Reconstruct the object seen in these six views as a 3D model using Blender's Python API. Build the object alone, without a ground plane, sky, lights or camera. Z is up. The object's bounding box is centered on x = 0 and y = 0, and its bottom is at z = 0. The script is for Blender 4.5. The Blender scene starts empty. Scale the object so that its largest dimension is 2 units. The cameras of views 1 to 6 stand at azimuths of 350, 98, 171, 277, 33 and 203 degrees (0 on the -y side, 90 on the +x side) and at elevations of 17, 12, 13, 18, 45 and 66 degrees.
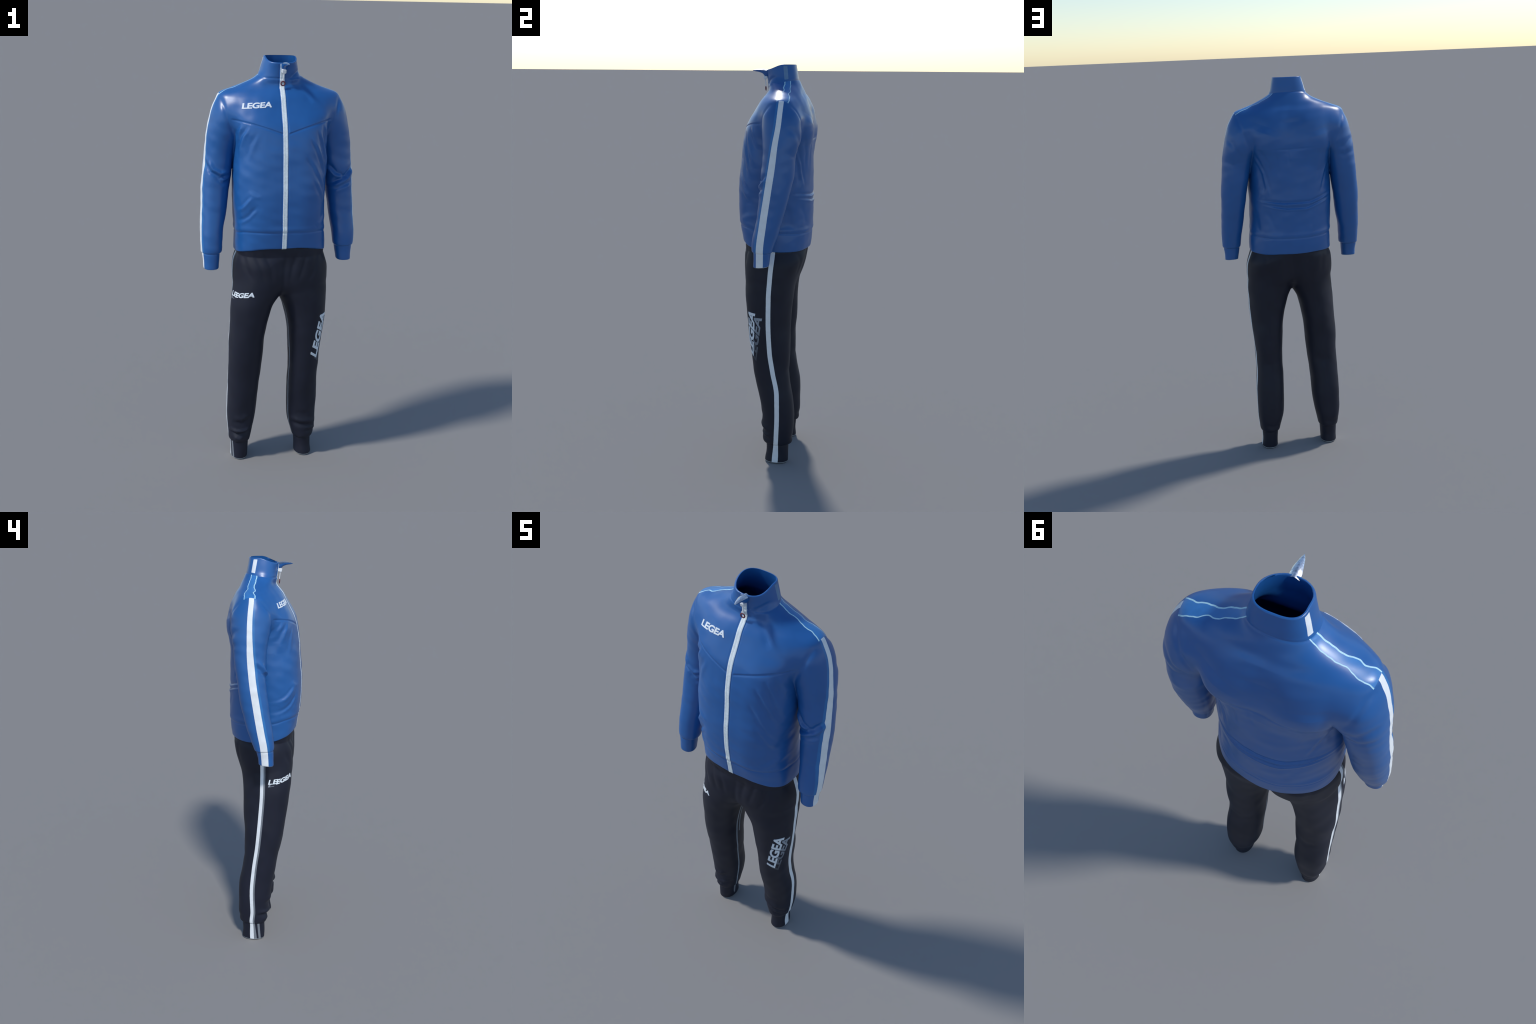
"""Blue track jacket worn over navy track pants (no body inside).

The cloth shells are described by horizontal cross-sections (rounded ovals whose
left / right / front / back reach is given at some heights), blended where the
sleeves meet the torso and the legs meet the seat, meshed, given folds, and then
split along the sewing lines into the parts of the garments.
"""
import bpy, bmesh, math
import numpy as np
from mathutils import Vector, Matrix
from mathutils.bvhtree import BVHTree

# ------------------------------------------------------------------ profiles
class Profile:
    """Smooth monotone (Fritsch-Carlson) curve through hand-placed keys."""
    def __init__(self, keys):
        k = np.array(sorted(keys), float)
        x, y = k[:, 0], k[:, 1:]
        h = np.diff(x)[:, None]
        d = np.diff(y, axis=0) / h
        m = np.zeros_like(y)
        m[0], m[-1] = d[0], d[-1]
        for i in range(1, len(x) - 1):
            same = d[i - 1] * d[i] > 0
            w1, w2 = 2 * h[i] + h[i - 1], h[i] + 2 * h[i - 1]
            with np.errstate(all='ignore'):
                hm = (w1 + w2) / (w1 / d[i - 1] + w2 / d[i])
            m[i] = np.where(same, np.nan_to_num(hm), 0)
        self.xs = np.arange(x[0], x[-1] + 1e-9, 0.001)
        i = np.clip(np.searchsorted(x, self.xs, 'right') - 1, 0, len(x) - 2)
        t = ((self.xs - x[i]) / h[i, 0])[:, None]
        hh = h[i]
        self.ys = ((2*t**3 - 3*t**2 + 1) * y[i] + (t**3 - 2*t**2 + t) * hh * m[i]
                   + (-2*t**3 + 3*t**2) * y[i + 1] + (t**3 - t**2) * hh * m[i + 1])

    def soften(self, sigma, lo, hi):
        """Even out the curvature between two heights."""
        n = int(3 * sigma / .001)
        k = np.exp(-.5 * (np.arange(-n, n + 1) * .001 / sigma) ** 2); k /= k.sum()
        pad = np.concatenate([2 * self.ys[0] - self.ys[n:0:-1], self.ys, 2 * self.ys[-1] - self.ys[-2:-n - 2:-1]])
        sm = np.stack([np.convolve(pad[:, c], k, 'valid') for c in range(pad.shape[1])], 1)
        w = (step(lo, lo + .03, self.xs) * step(hi, hi - .03, self.xs))[:, None]
        self.ys = self.ys * (1 - w) + sm * w
        return self

    def all(self, z):
        f = np.clip((z - self.xs[0]) / .001, 0, len(self.xs) - 1.001)
        i = f.astype(np.int32)
        t = (f - i)[..., None]
        return np.moveaxis(self.ys[i] * (1 - t) + self.ys[i + 1] * t, -1, 0)

    def __call__(self, z, c=0):
        f = np.clip((np.asarray(z, float) - self.xs[0]) / .001, 0, len(self.xs) - 1.001)
        i = f.astype(np.int32)
        t = f - i
        y = self.ys[:, c]
        return y[i] * (1 - t) + y[i + 1] * t


def smin(a, b, k):
    h = np.maximum(k - np.abs(a - b), 0) / k
    return np.minimum(a, b) - h * h * k * 0.25

def smax(a, b, k):
    return -smin(-a, -b, k)

def step(a, b, x):
    t = np.clip((x - a) / (b - a), 0, 1)
    return t * t * (3 - 2 * t)

def oval(x, y, z, T):
    """Signed radial distance to the stack of ovals T: z -> xl, xr, yf, yb, ymid, roundness
    of the front, the right back (-x) and the left back (+x)."""
    xl, xr, yf, yb, ym, nf, nr, nl = T.all(z)
    cx, rx = (xl + xr) / 2, (xr - xl) / 2
    dx, dy = x - cx, y - ym
    ry = np.where(dy < 0, ym - yf, yb - ym)
    n = np.where(dy < 0, nf, np.where(dx < 0, nr, nl))
    q = (np.abs(dx / rx) ** n + np.abs(dy / ry) ** n) ** (1 / n)
    d = np.sqrt(dx * dx + dy * dy)
    return np.where(q < 0.08, -0.9 * np.minimum(rx, ry), d - d / np.maximum(q, 0.05))

# torso of the jacket: height, left, right, front, back, widest y, roundness (front, right back, left back)
TORSO = Profile([
    (1.050, -.200, .222, -.150, .162, .00, 2.8, 2.1, 2.1), (1.100, -.203, .225, -.154, .168, .00, 2.8, 2.1, 2.1),
    (1.150, -.205, .225, -.161, .174, .00, 2.8, 2.1, 2.1), (1.190, -.203, .221, -.168, .178, .00, 2.8, 2.1, 2.1),
    (1.230, -.206, .216, -.175, .180, .00, 2.8, 2.1, 2.1), (1.310, -.210, .213, -.184, .180, .00, 2.8, 2.1, 2.1),
    (1.380, -.213, .215, -.185, .179, .00, 2.8, 2.1, 2.1), (1.450, -.214, .217, -.181, .177, .00, 2.8, 2.1, 2.1),
    (1.550, -.211, .214, -.172, .177, .00, 2.8, 2.3, 2.3), (1.620, -.211, .213, -.163, .182, .01, 2.9, 2.8, 2.8),
    (1.680, -.218, .218, -.153, .187, .02, 3.0, 3.1, 3.5), (1.720, -.228, .226, -.140, .184, .025, 2.9, 3.0, 3.4),
    (1.760, -.243, .239, -.120, .178, .03, 2.6, 2.7, 2.7), (1.800, -.262, .257, -.098, .166, .038, 2.3, 2.3, 2.3),
    (1.825, -.270, .267, -.083, .154, .042, 2.1, 2.1, 2.1), (1.840, -.262, .260, -.072, .146, .045, 2.0, 2.0, 2.0),
    (1.860, -.216, .217, -.055, .132, .045, 2.0, 2.1, 2.1), (1.880, -.168, .167, -.045, .123, .045, 2.1, 2.2, 2.2),
    (1.900, -.126, .120, -.048, .113, .042, 2.2, 2.2, 2.2), (1.915, -.104, .094, -.049, .106, .040, 2.3, 2.3, 2.3),
    (1.930, -.094, .086, -.051, .099, .038, 2.3, 2.4, 2.4), (1.950, -.087, .082, -.054, .095, .036, 2.3, 2.5, 2.5),
    (1.975, -.080, .077, -.060, .090, .034, 2.3, 2.6, 2.6), (2.000, -.073, .072, -.063, .086, .032, 2.3, 2.7, 2.7),
    (2.040, -.065, .065, -.070, .081, .030, 2.3, 2.7, 2.7)]).soften(.018, 1.05, 1.80).soften(.006, 1.77, 2.04)

def sleeve_table(keys):
    return Profile([(z, a, b, f, k, (f + k) / 2, 2.2, 2.2, 2.2) for z, a, b, f, k in keys]).soften(.016, 1.145, 1.84)

# sleeves: height, inner x, outer x, front, back
SLEEVE_L = sleeve_table([  # +x arm
    (1.020, .285, .355, -.072, .004), (1.055, .284, .357, -.072, .005), (1.118, .277, .360, -.070, .010),
    (1.124, .276, .361, -.071, .012), (1.129, .272, .364, -.077, .018), (1.140, .270, .366, -.079, .021),
    (1.170, .268, .367, -.078, .030), (1.220, .261, .368, -.068, .047), (1.300, .248, .368, -.055, .073),
    (1.400, .234, .365, -.045, .095), (1.450, .226, .361, -.043, .107), (1.510, .216, .357, -.038, .119),
    (1.570, .203, .353, -.034, .121), (1.600, .193, .350, -.034, .126), (1.670, .160, .339, -.041, .142),
    (1.750, .140, .321, -.044, .142), (1.800, .140, .300, -.026, .120), (1.835, .150, .274, .003, .096),
    (1.860, .160, .240, .030, .070)])
SLEEVE_R = sleeve_table([  # -x arm
    (1.000, -.354, -.284, -.077, -.006), (1.032, -.355, -.283, -.077, -.005), (1.098, -.358, -.278, -.075, .004),
    (1.104, -.359, -.277, -.075, .006), (1.109, -.362, -.269, -.077, .014), (1.120, -.363, -.266, -.078, .020),
    (1.150, -.364, -.263, -.074, .034), (1.220, -.365, -.254, -.066, .060), (1.310, -.363, -.240, -.052, .083),
    (1.400, -.358, -.228, -.038, .101), (1.460, -.353, -.219, -.033, .111), (1.530, -.346, -.210, -.031, .121),
    (1.600, -.337, -.195, -.035, .130), (1.670, -.328, -.160, -.045, .145), (1.750, -.312, -.145, -.051, .146),
    (1.800, -.295, -.145, -.031, .124), (1.835, -.271, -.155, .000, .098), (1.860, -.240, -.165, .030, .070)])

HEM_BOTTOM = Profile([(-.30, 1.150), (-.16, 1.147), (-.12, 1.131), (-.06, 1.114), (0, 1.109), (.10, 1.106), (.30, 1.106)])
HEM_SEAM = Profile([(-.30, 1.228), (-.16, 1.225), (-.12, 1.220), (-.06, 1.207), (.05, 1.199), (.18, 1.189), (.30, 1.187)])
CUFF_L, CUFF_R = 1.057, 1.034          # cuff openings
CUFF_SEAM_L, CUFF_SEAM_R = 1.126, 1.106

def rim(y):
    return 1.976 + 0.0245 * step(-.055, .035, y)

def torso_oval(x, y, z):
    return oval(x, y + .018 * step(1.92, 1.70, z) * x, z, TORSO)      # the chest is turned a little to the left

def jacket_parts(x, y, z):
    t0, l0, r0 = torso_oval(x, y, z), oval(x, y, z, SLEEVE_L), oval(x, y, z, SLEEVE_R)
    t = smax(t0, HEM_BOTTOM(y) - z, .006)
    t = smax(t, z - rim(y), .003)
    l = smax(smax(l0, CUFF_L - z + .10 * (y + .03), .006), z - 1.835, .02)
    r = smax(smax(r0, CUFF_R - z + .10 * (y + .03), .006), z - 1.835, .02)
    return t, l, r, t0, l0, r0

def jacket_field(x, y, z):
    t, l, r, t0, l0, r0 = jacket_parts(x, y, z)
    k = .006 + .030 * step(1.62, 1.74, z)
    f = smin(smin(t, l, k), r, k)
    return f

def leg_table(keys):
    calf = lambda z, outer: (2.75 if z < .52 else 2.3 if z < .7 else 1.78) if outer and z > .13 else 2.15
    return Profile([(z, a, b, f, k, (f + k) / 2, 2.15, calf(z, a < 0), calf(z, a > 0)) for z, a, b, f, k in keys]).soften(.022, .12, 1.2)

LEG_L = leg_table([  # +x leg
    (-.04, .126, .212, -.030, .089), (0.00, .126, .212, -.030, .089), (.088, .120, .209, -.024, .089),
    (.096, .118, .210, -.025, .091), (.103, .112, .215, -.033, .105), (.116, .109, .219, -.039, .111),
    (.148, .101, .223, -.041, .114), (.190, .089, .227, -.041, .115), (.276, .080, .228, -.054, .114),
    (.335, .077, .227, -.063, .110), (.400, .077, .224, -.077, .098), (.470, .077, .220, -.090, .089),
    (.550, .074, .220, -.102, .088), (.630, .069, .228, -.113, .090), (.720, .059, .236, -.123, .094),
    (.790, .046, .243, -.130, .097), (.850, .030, .245, -.135, .099), (.900, .000, .245, -.139, .105),
    (.950, -.02, .243, -.140, .114), (1.03, -.03, .233, -.139, .135), (1.09, -.03, .224, -.136, .145),
    (1.20, -.03, .215, -.134, .145)])
LEG_R = leg_table([  # -x leg
    (-.04, -.204, -.120, -.026, .092), (0.00, -.204, -.120, -.026, .092), (.086, -.206, -.117, -.025, .092),
    (.094, -.207, -.116, -.026, .094), (.101, -.212, -.110, -.034, .103), (.114, -.215, -.107, -.038, .107),
    (.148, -.218, -.099, -.042, .110), (.200, -.225, -.089, -.049, .113), (.276, -.227, -.081, -.059, .113),
    (.335, -.227, -.078, -.067, .109), (.400, -.225, -.075, -.078, .098), (.460, -.224, -.070, -.089, .089),
    (.520, -.226, -.065, -.100, .084), (.610, -.227, -.058, -.116, .086), (.700, -.225, -.051, -.129, .091),
    (.780, -.223, -.038, -.139, .094), (.850, -.220, -.017, -.148, .097), (.900, -.216, .018, -.151, .103),
    (.950, -.212, .038, -.153, .115), (1.03, -.203, .050, -.153, .133), (1.09, -.199, .050, -.150, .142),
    (1.20, -.195, .050, -.146, .145)])
PELVIS = Profile([
    (.880, -.10, .12, -.09, .060, -.01, 2.2, 2.1, 2.1), (.930, -.16, .19, -.125, .098, -.01, 2.3, 2.2, 2.2),
    (.980, -.196, .228, -.140, .120, -.01, 2.4, 2.3, 2.2), (1.03, -.201, .233, -.146, .139, -.01, 2.4, 2.3, 2.2),
    (1.09, -.198, .226, -.144, .151, -.01, 2.4, 2.3, 2.2), (1.20, -.194, .217, -.140, .152, -.01, 2.4, 2.3, 2.2)])

def pants_parts(x, y, z):
    l = oval(x, y, z, LEG_L)
    r = oval(x, y, z, LEG_R)
    p = smax(oval(x, y + .02 * x, z, PELVIS), .93 - z, .05)
    return l, r, p

def pants_field(x, y, z):
    l, r, p = pants_parts(x, y, z)
    k = .005 + .035 * step(.80, .95, z)
    f = smin(smin(l, r, k), p, k)
    f = smax(f, torso_oval(x, y, np.maximum(z, 1.10)) + .006 - .38 * np.maximum(0, 1.10 - z), .006)     # tucked inside the jacket
    f = smax(f, z - 1.17, .01)
    f = smax(f, .0015 - z, .005)
    return f

# ------------------------------------------------------------------ meshing
def surface_net(field, lo, hi, h):
    ax = [np.arange(a, b + h, h) for a, b in zip(lo, hi)]
    X, Y = ax[0][:, None, None], ax[1][None, :, None]
    F = np.concatenate([field(X, Y, ax[2][None, None, i:i + 40]) for i in range(0, len(ax[2]), 40)], axis=2)
    S = F < 0
    nx, ny, nz = F.shape
    cnt = np.zeros((nx - 1, ny - 1, nz - 1), np.int8)
    corners = [(i, j, k) for i in (0, 1) for j in (0, 1) for k in (0, 1)]
    for i, j, k in corners:
        cnt += S[i:nx - 1 + i, j:ny - 1 + j, k:nz - 1 + k]
    act = np.argwhere((cnt > 0) & (cnt < 8))
    vid = np.full(cnt.shape, -1, np.int32)
    vid[tuple(act.T)] = np.arange(len(act))
    acc, num = np.zeros((len(act), 3)), np.zeros(len(act))
    for a in corners:
        for d in range(3):
            if a[d]:
                continue
            b = list(a); b[d] = 1
            fa = F[act[:, 0] + a[0], act[:, 1] + a[1], act[:, 2] + a[2]]
            fb = F[act[:, 0] + b[0], act[:, 1] + b[1], act[:, 2] + b[2]]
            m = (fa < 0) != (fb < 0)
            t = np.where(m, fa / np.where(m, fa - fb, 1), 0)
            p = np.tile(np.array(a, float), (len(act), 1)); p[:, d] = t
            acc += np.where(m[:, None], p, 0); num += m
    V = np.array(lo) + h * (act + acc / num[:, None])
    Q = []
    for d in range(3):
        u, w = (d + 1) % 3, (d + 2) % 3
        a = [slice(None)] * 3; b = [slice(None)] * 3
        a[d], b[d] = slice(0, -1), slice(1, None)
        e = np.argwhere(S[tuple(a)] != S[tuple(b)])
        e = e[(e[:, u] > 0) & (e[:, w] > 0) & (e[:, u] < cnt.shape[u]) & (e[:, w] < cnt.shape[w])]
        ins = S[tuple(e.T)]
        q = []
        for du, dw in ((-1, -1), (0, -1), (0, 0), (-1, 0)):
            c = e.copy(); c[:, u] += du; c[:, w] += dw
            q.append(vid[tuple(c.T)])
        q = np.stack(q, 1)
        q[~ins] = q[~ins][:, ::-1]
        Q.append(q)
    Q = np.concatenate(Q)
    d1 = ((V[Q[:, 0]] - V[Q[:, 2]]) ** 2).sum(1) < ((V[Q[:, 1]] - V[Q[:, 3]]) ** 2).sum(1)
    T = np.where(d1[:, None, None], Q[:, [[0, 1, 2], [0, 2, 3]]], Q[:, [[0, 1, 3], [1, 2, 3]]]).reshape(-1, 3)
    return V, T

def subdivide(V, T):
    E = np.sort(np.concatenate([T[:, [0, 1]], T[:, [1, 2]], T[:, [2, 0]]]), 1)
    key = E[:, 0].astype(np.int64) * len(V) + E[:, 1]
    u, first, inv = np.unique(key, return_index=True, return_inverse=True)
    M = (V[E[first, 0]] + V[E[first, 1]]) / 2
    n = len(T)
    a, b, c = (len(V) + inv[i * n:(i + 1) * n] for i in range(3))
    T2 = np.concatenate([np.stack([T[:, 0], a, c], 1), np.stack([a, T[:, 1], b], 1),
                         np.stack([c, b, T[:, 2]], 1), np.stack([a, b, c], 1)])
    return np.concatenate([V, M]), T2

def gradient(field, P, e=.0012):
    g = []
    for d in range(3):
        o = np.zeros(3); o[d] = e
        g.append(field(*(P + o).T) - field(*(P - o).T))
    return np.stack(g, 1) / (2 * e)

def snap(field, V, n=2):
    for _ in range(n):
        f = field(*V.T)
        g = np.stack([field(*(V + np.eye(3)[d] * .001).T) - f for d in range(3)], 1) / .001
        s = -f[:, None] * g / np.maximum((g * g).sum(1), .15)[:, None]
        l = np.linalg.norm(s, axis=1, keepdims=True)
        V = V + s * np.minimum(1, .003 / np.maximum(l, 1e-9))
    return V

def normals(V, T):
    n = np.cross(V[T[:, 1]] - V[T[:, 0]], V[T[:, 2]] - V[T[:, 0]])
    N = np.stack([np.bincount(T.ravel(), np.repeat(n[:, d], 3), len(V)) for d in range(3)], 1)
    return N / np.maximum(np.linalg.norm(N, axis=1, keepdims=True), 1e-12)

def relax(V, T, n, keep=.5):
    E = np.concatenate([T[:, [0, 1]], T[:, [1, 2]], T[:, [2, 0]]])
    deg = np.bincount(E[:, 0], minlength=len(V))
    for _ in range(n):
        A = np.stack([np.bincount(E[:, 0], V[E[:, 1], d], len(V)) for d in range(3)], 1) / np.maximum(deg, 1)[:, None]
        V = keep * V + (1 - keep) * A
    return V

def cut(V, T, G, k):
    """Split triangles along column k of G = 0 so that part borders are clean lines."""
    g = G[:, k]
    E = np.sort(np.concatenate([T[:, [0, 1]], T[:, [1, 2]], T[:, [2, 0]]]), 1)
    key = np.unique(E[:, 0].astype(np.int64) * len(V) + E[:, 1])
    a, b = key // len(V), key % len(V)
    t = np.where(g[a] * g[b] < 0, g[a] / np.where(g[a] == g[b], 1, g[a] - g[b]), .5)
    near = g.copy()
    m = g[a] * g[b] < 0
    near[a[m & (t < .12)]] = 0
    near[b[m & (t > .88)]] = 0
    g = near
    s = np.sign(g)
    m = s[a] * s[b] < 0
    a, b, key = a[m], b[m], key[m]
    t = (g[a] / (g[a] - g[b]))[:, None]
    newV = V[a] * (1 - t) + V[b] * t
    newG = G[a] * (1 - t) + G[b] * t
    newG[:, k] = 0
    base = len(V)

    def mid(i, j):
        k = np.minimum(i, j).astype(np.int64) * base + np.maximum(i, j)
        return base + np.searchsorted(key, k)
    st = s[T]
    crossing = (st.min(1) < 0) & (st.max(1) > 0)
    out = [T[~crossing]]
    C, sc = T[crossing], st[crossing]
    one = (sc == 0).any(1)
    D, sd = C[one], sc[one]                       # one corner on the line
    r = np.argmax(sd == 0, 1)
    i = np.arange(len(D))
    p, q, w = D[i, r], D[i, (r + 1) % 3], D[i, (r + 2) % 3]
    e = mid(q, w)
    out += [np.stack([p, q, e], 1), np.stack([p, e, w], 1)]
    D, sd = C[~one], sc[~one]                     # one corner alone on its side
    lone = np.where(sd.sum(1) > 0, -1, 1)
    r = np.argmax(sd == lone[:, None], 1)
    i = np.arange(len(D))
    p, q, w = D[i, r], D[i, (r + 1) % 3], D[i, (r + 2) % 3]
    e, f = mid(p, q), mid(p, w)
    out += [np.stack([p, e, f], 1), np.stack([e, q, w], 1), np.stack([e, w, f], 1)]
    return np.concatenate([V, newV]), np.concatenate(out), np.concatenate([G, newG])

def cut_all(V, T, regions):
    G = np.stack(list(regions.values()), 1).astype(float)
    for k in range(G.shape[1]):
        V, T, G = cut(V, T, G, k)
    return V, T, {n: G[T, i].mean(1) < 0 for i, n in enumerate(regions)}

# ------------------------------------------------------------------ folds
def line_distance(a, b, pts):
    """Signed distance in a plane to a polyline, and the place along it (0..1)."""
    best = np.full(a.shape, 9.); side = np.zeros(a.shape); along = np.zeros(a.shape)
    pts = np.array(pts, float)
    seg = np.hypot(*np.diff(pts, axis=0).T)
    start = np.concatenate([[0], np.cumsum(seg)])
    for i in range(len(pts) - 1):
        d = pts[i + 1] - pts[i]
        t = np.clip(((a - pts[i, 0]) * d[0] + (b - pts[i, 1]) * d[1]) / (d @ d), 0, 1)
        u, v = a - pts[i, 0] - t * d[0], b - pts[i, 1] - t * d[1]
        r = np.hypot(u, v)
        m = r < best
        best = np.where(m, r, best)
        side = np.where(m, np.sign(d[0] * v - d[1] * u), side)
        along = np.where(m, (start[i] + t * seg[i]) / start[-1], along)
    return best, side, along

def crease(a, b, pts, w, amp, kind='valley'):
    d, s, t = line_distance(a, b, pts)
    fade = np.minimum(1, 4 * np.minimum(t, 1 - t) + .05)
    q = d / w
    if kind == 'valley':
        return -amp * fade * np.exp(-q * q)
    if kind == 'ridge':
        return amp * fade * np.exp(-q * q)
    return amp * fade * s * q * np.exp(.5 - q * q) * 1.4      # tucked fold: high on the left of the line

def waves(P, seed, size, amp):
    r = np.random.default_rng(seed)
    o = np.zeros(len(P))
    for _ in range(9):
        k = r.normal(size=3); k *= r.uniform(.6, 1.5) / np.linalg.norm(k) * 2 * math.pi / size
        o += np.sin(P @ k + r.uniform(0, 6.28))
    return o * amp / 3

# ------------------------------------------------------------------ jacket
YOKE = Profile([(0, 1.671), (.022, 1.679), (.096, 1.703), (.172, 1.722), (.222, 1.729), (.30, 1.740)])
ARMHOLE = Profile([(1.60, .208), (1.635, .213), (1.68, .226), (1.72, .242), (1.78, .262), (1.836, .277), (1.86, .282)])
ZIP_X = Profile([(1.0, .005), (1.15, .0045), (1.23, .003), (1.33, -.0005), (1.5, -.0015), (1.72, -.003), (1.87, -.0025), (2.02, -.004)])

def sleeve_side(P):
    x, y, z = P.T
    t, l, r = jacket_parts(x, y, z)[:3]
    low = np.minimum(l, r) - t
    high = (ARMHOLE(z) - np.abs(x - .0)) * .7
    w = step(1.60, 1.66, z)
    return low * (1 - w) + high * w

def jacket_folds(P, N):
    x, y, z = P.T
    front, back = step(.03, -.03, y), step(.03, .08, y)
    sl = step(.006, -.010, sleeve_side(P))
    body = 1 - sl
    outer = step(.0, .25, np.abs(N[:, 0]) + np.abs(N[:, 1]))
    d = waves(P, 5, .16, .0016) + waves(P, 9, .07, .0005)
    d *= step(1.99, 1.93, z)
    # elbow folds
    for pts, w, a in (([(-.345, 1.545), (-.315, 1.490), (-.275, 1.468), (-.225, 1.475)], .013, .0070),
                      ([(-.300, 1.470), (-.262, 1.440), (-.225, 1.452)], .013, .0035),
                      ([(.362, 1.500), (.320, 1.455), (.275, 1.430), (.235, 1.405)], .013, .0080),
                      ([(.310, 1.452), (.265, 1.470), (.225, 1.515)], .011, .0060),
                      ([(.350, 1.425), (.300, 1.408), (.245, 1.385)], .013, .003)):
        d += sl * step(.05, .0, y) * step(-.05, -.55, N[:, 1]) * crease(x, z, pts, w, a, 'fold')
    for pts, w, a in (([(.325, 1.72), (.285, 1.65), (.240, 1.60)], .016, .004), ([(.345, 1.60), (.300, 1.58), (.235, 1.60)], .014, .0025),
                      ([(-.330, 1.70), (-.270, 1.645), (-.222, 1.640)], .016, .004), ([(-.33, 1.62), (-.27, 1.60), (-.225, 1.61)], .014, .003)):
        d += sl * back * step(.05, .55, N[:, 1]) * crease(x, z, pts, w, a)
    # armhole gathers
    g = np.abs(x)
    d += crease(g, z, [(.277, 1.835), (.262, 1.78), (.242, 1.72), (.226, 1.68), (.212, 1.635)], .010, .0032) * step(1.845, 1.80, z)
    for pts, w, a in (([(.118, 1.655), (.148, 1.60), (.172, 1.545), (.196, 1.47)], .010, .0030),
                      ([(.152, 1.690), (.172, 1.635), (.190, 1.57), (.204, 1.51)], .009, .0030),
                      ([(.186, 1.710), (.196, 1.66), (.206, 1.60)], .008, .0028),
                      ([(.100, 1.575), (.135, 1.52), (.170, 1.45), (.198, 1.39)], .012, .0024),
                      ([(.130, 1.480), (.165, 1.41), (.200, 1.335)], .012, .0020)):
        d += body * front * step(.0, .03, x) * crease(x, z, pts, w, a * 1.3, 'fold')
    for pts, w, a in (([(-.160, 1.705), (-.185, 1.66), (-.200, 1.61), (-.205, 1.56)], .010, .0034),
                      ([(-.192, 1.712), (-.204, 1.67), (-.210, 1.62)], .008, .0030),
                      ([(-.120, 1.680), (-.150, 1.62), (-.170, 1.55)], .013, .0016),
                      ([(-.150, 1.395), (-.175, 1.355), (-.204, 1.315)], .009, .0026),
                      ([(-.125, 1.345), (-.160, 1.295), (-.203, 1.255)], .010, .0026)):
        d += body * front * step(.0, -.03, x) * crease(x, z, pts, w, a, 'fold')
    # front: soft pocket swells
    d += body * front * (crease(x, z, [(-.205, 1.30), (-.165, 1.36), (-.135, 1.42)], .020, .0035, 'ridge')
                         + crease(x, z, [(-.200, 1.25), (-.150, 1.30), (-.120, 1.36)], .018, .003)
                         + crease(x, z, [(-.165, 1.415), (-.135, 1.395), (-.105, 1.39)], .010, .002, 'ridge')
                         + crease(x, z, [(.215, 1.29), (.180, 1.27), (.150, 1.25)], .014, .003, 'ridge')
                         + crease(x, z, [(.220, 1.40), (.190, 1.33), (.180, 1.26)], .016, .003))
    d += back * crease(x, z, [(.0, 1.84), (.0, 1.74), (.0, 1.60)], .055, .008)      # hollow between the shoulder blades
    d += back * (crease(x, z, [(.125, 1.76), (.150, 1.70), (.150, 1.62)], .055, .008, 'ridge') + crease(x, z, [(-.135, 1.74), (-.150, 1.68), (-.150, 1.62)], .055, .005, 'ridge'))
    # back: waist tucks, shoulder-blade lines
    d += body * back * (crease(x, z, [(.175, 1.385), (.06, 1.372), (-.08, 1.372), (-.15, 1.392), (-.21, 1.415)], .008, .0036, 'fold')
                        + crease(x, z, [(.160, 1.365), (.05, 1.345), (-.06, 1.343), (-.12, 1.362), (-.20, 1.385)], .008, .0028, 'fold')
                        + crease(x, z, [(.130, 1.650), (.02, 1.645), (-.12, 1.652)], .006, .0016)
                        + crease(x, z, [(.205, 1.62), (.170, 1.55), (.155, 1.45), (.165, 1.38)], .010, .0036)
                        + crease(x, z, [(.185, 1.67), (.130, 1.58), (.115, 1.50)], .010, .0026)
                        + crease(x, z, [(.205, 1.64), (.150, 1.53), (.125, 1.42)], .009, .0024, 'fold')
                        + crease(x, z, [(.100, 1.66), (.085, 1.58), (.080, 1.50)], .010, .0015)
                        + crease(x, z, [(.030, 1.65), (.028, 1.60), (.020, 1.56)], .008, .0010)
                        + crease(x, z, [(-.205, 1.60), (-.165, 1.52), (-.135, 1.42)], .009, .0022, 'fold')
                        + crease(x, z, [(.150, 1.335), (.120, 1.28), (.110, 1.23)], .014, .0018)
                        + crease(x, z, [(-.120, 1.335), (-.085, 1.28), (-.080, 1.23)], .014, .0016)
                        + crease(x, z, [(-.200, 1.64), (-.185, 1.55), (-.190, 1.45)], .010, .0034)
                        + crease(x, z, [(-.150, 1.66), (-.145, 1.56), (-.12, 1.47)], .015, .0022)
                        + crease(x, z, [(.20, 1.34), (.19, 1.27), (.185, 1.21)], .012, .003)
                        + crease(x, z, [(-.21, 1.34), (-.200, 1.27), (-.195, 1.21)], .012, .0025))
    # yoke edge lies over the lower front
    e = z - YOKE(np.abs(x))
    on = body * step(.035, .0, y) * step(.24, .215, np.abs(x))
    d += on * step(.012, .018, np.abs(x)) * (.0014 * step(-.001, .003, e) * step(.06, .01, e) - .0016 * np.exp(-((e + .004) / .0045) ** 2))
    # hem band: gathered seam
    e = z - HEM_SEAM(y)
    d += body * (-.0020 * np.exp(-(e / .005) ** 2) + .0020 * np.exp(-((e - .016) / .012) ** 2))
    # collar seam and the dents in the left side of the collar
    e = z - (1.913 + .14 * y)
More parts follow.
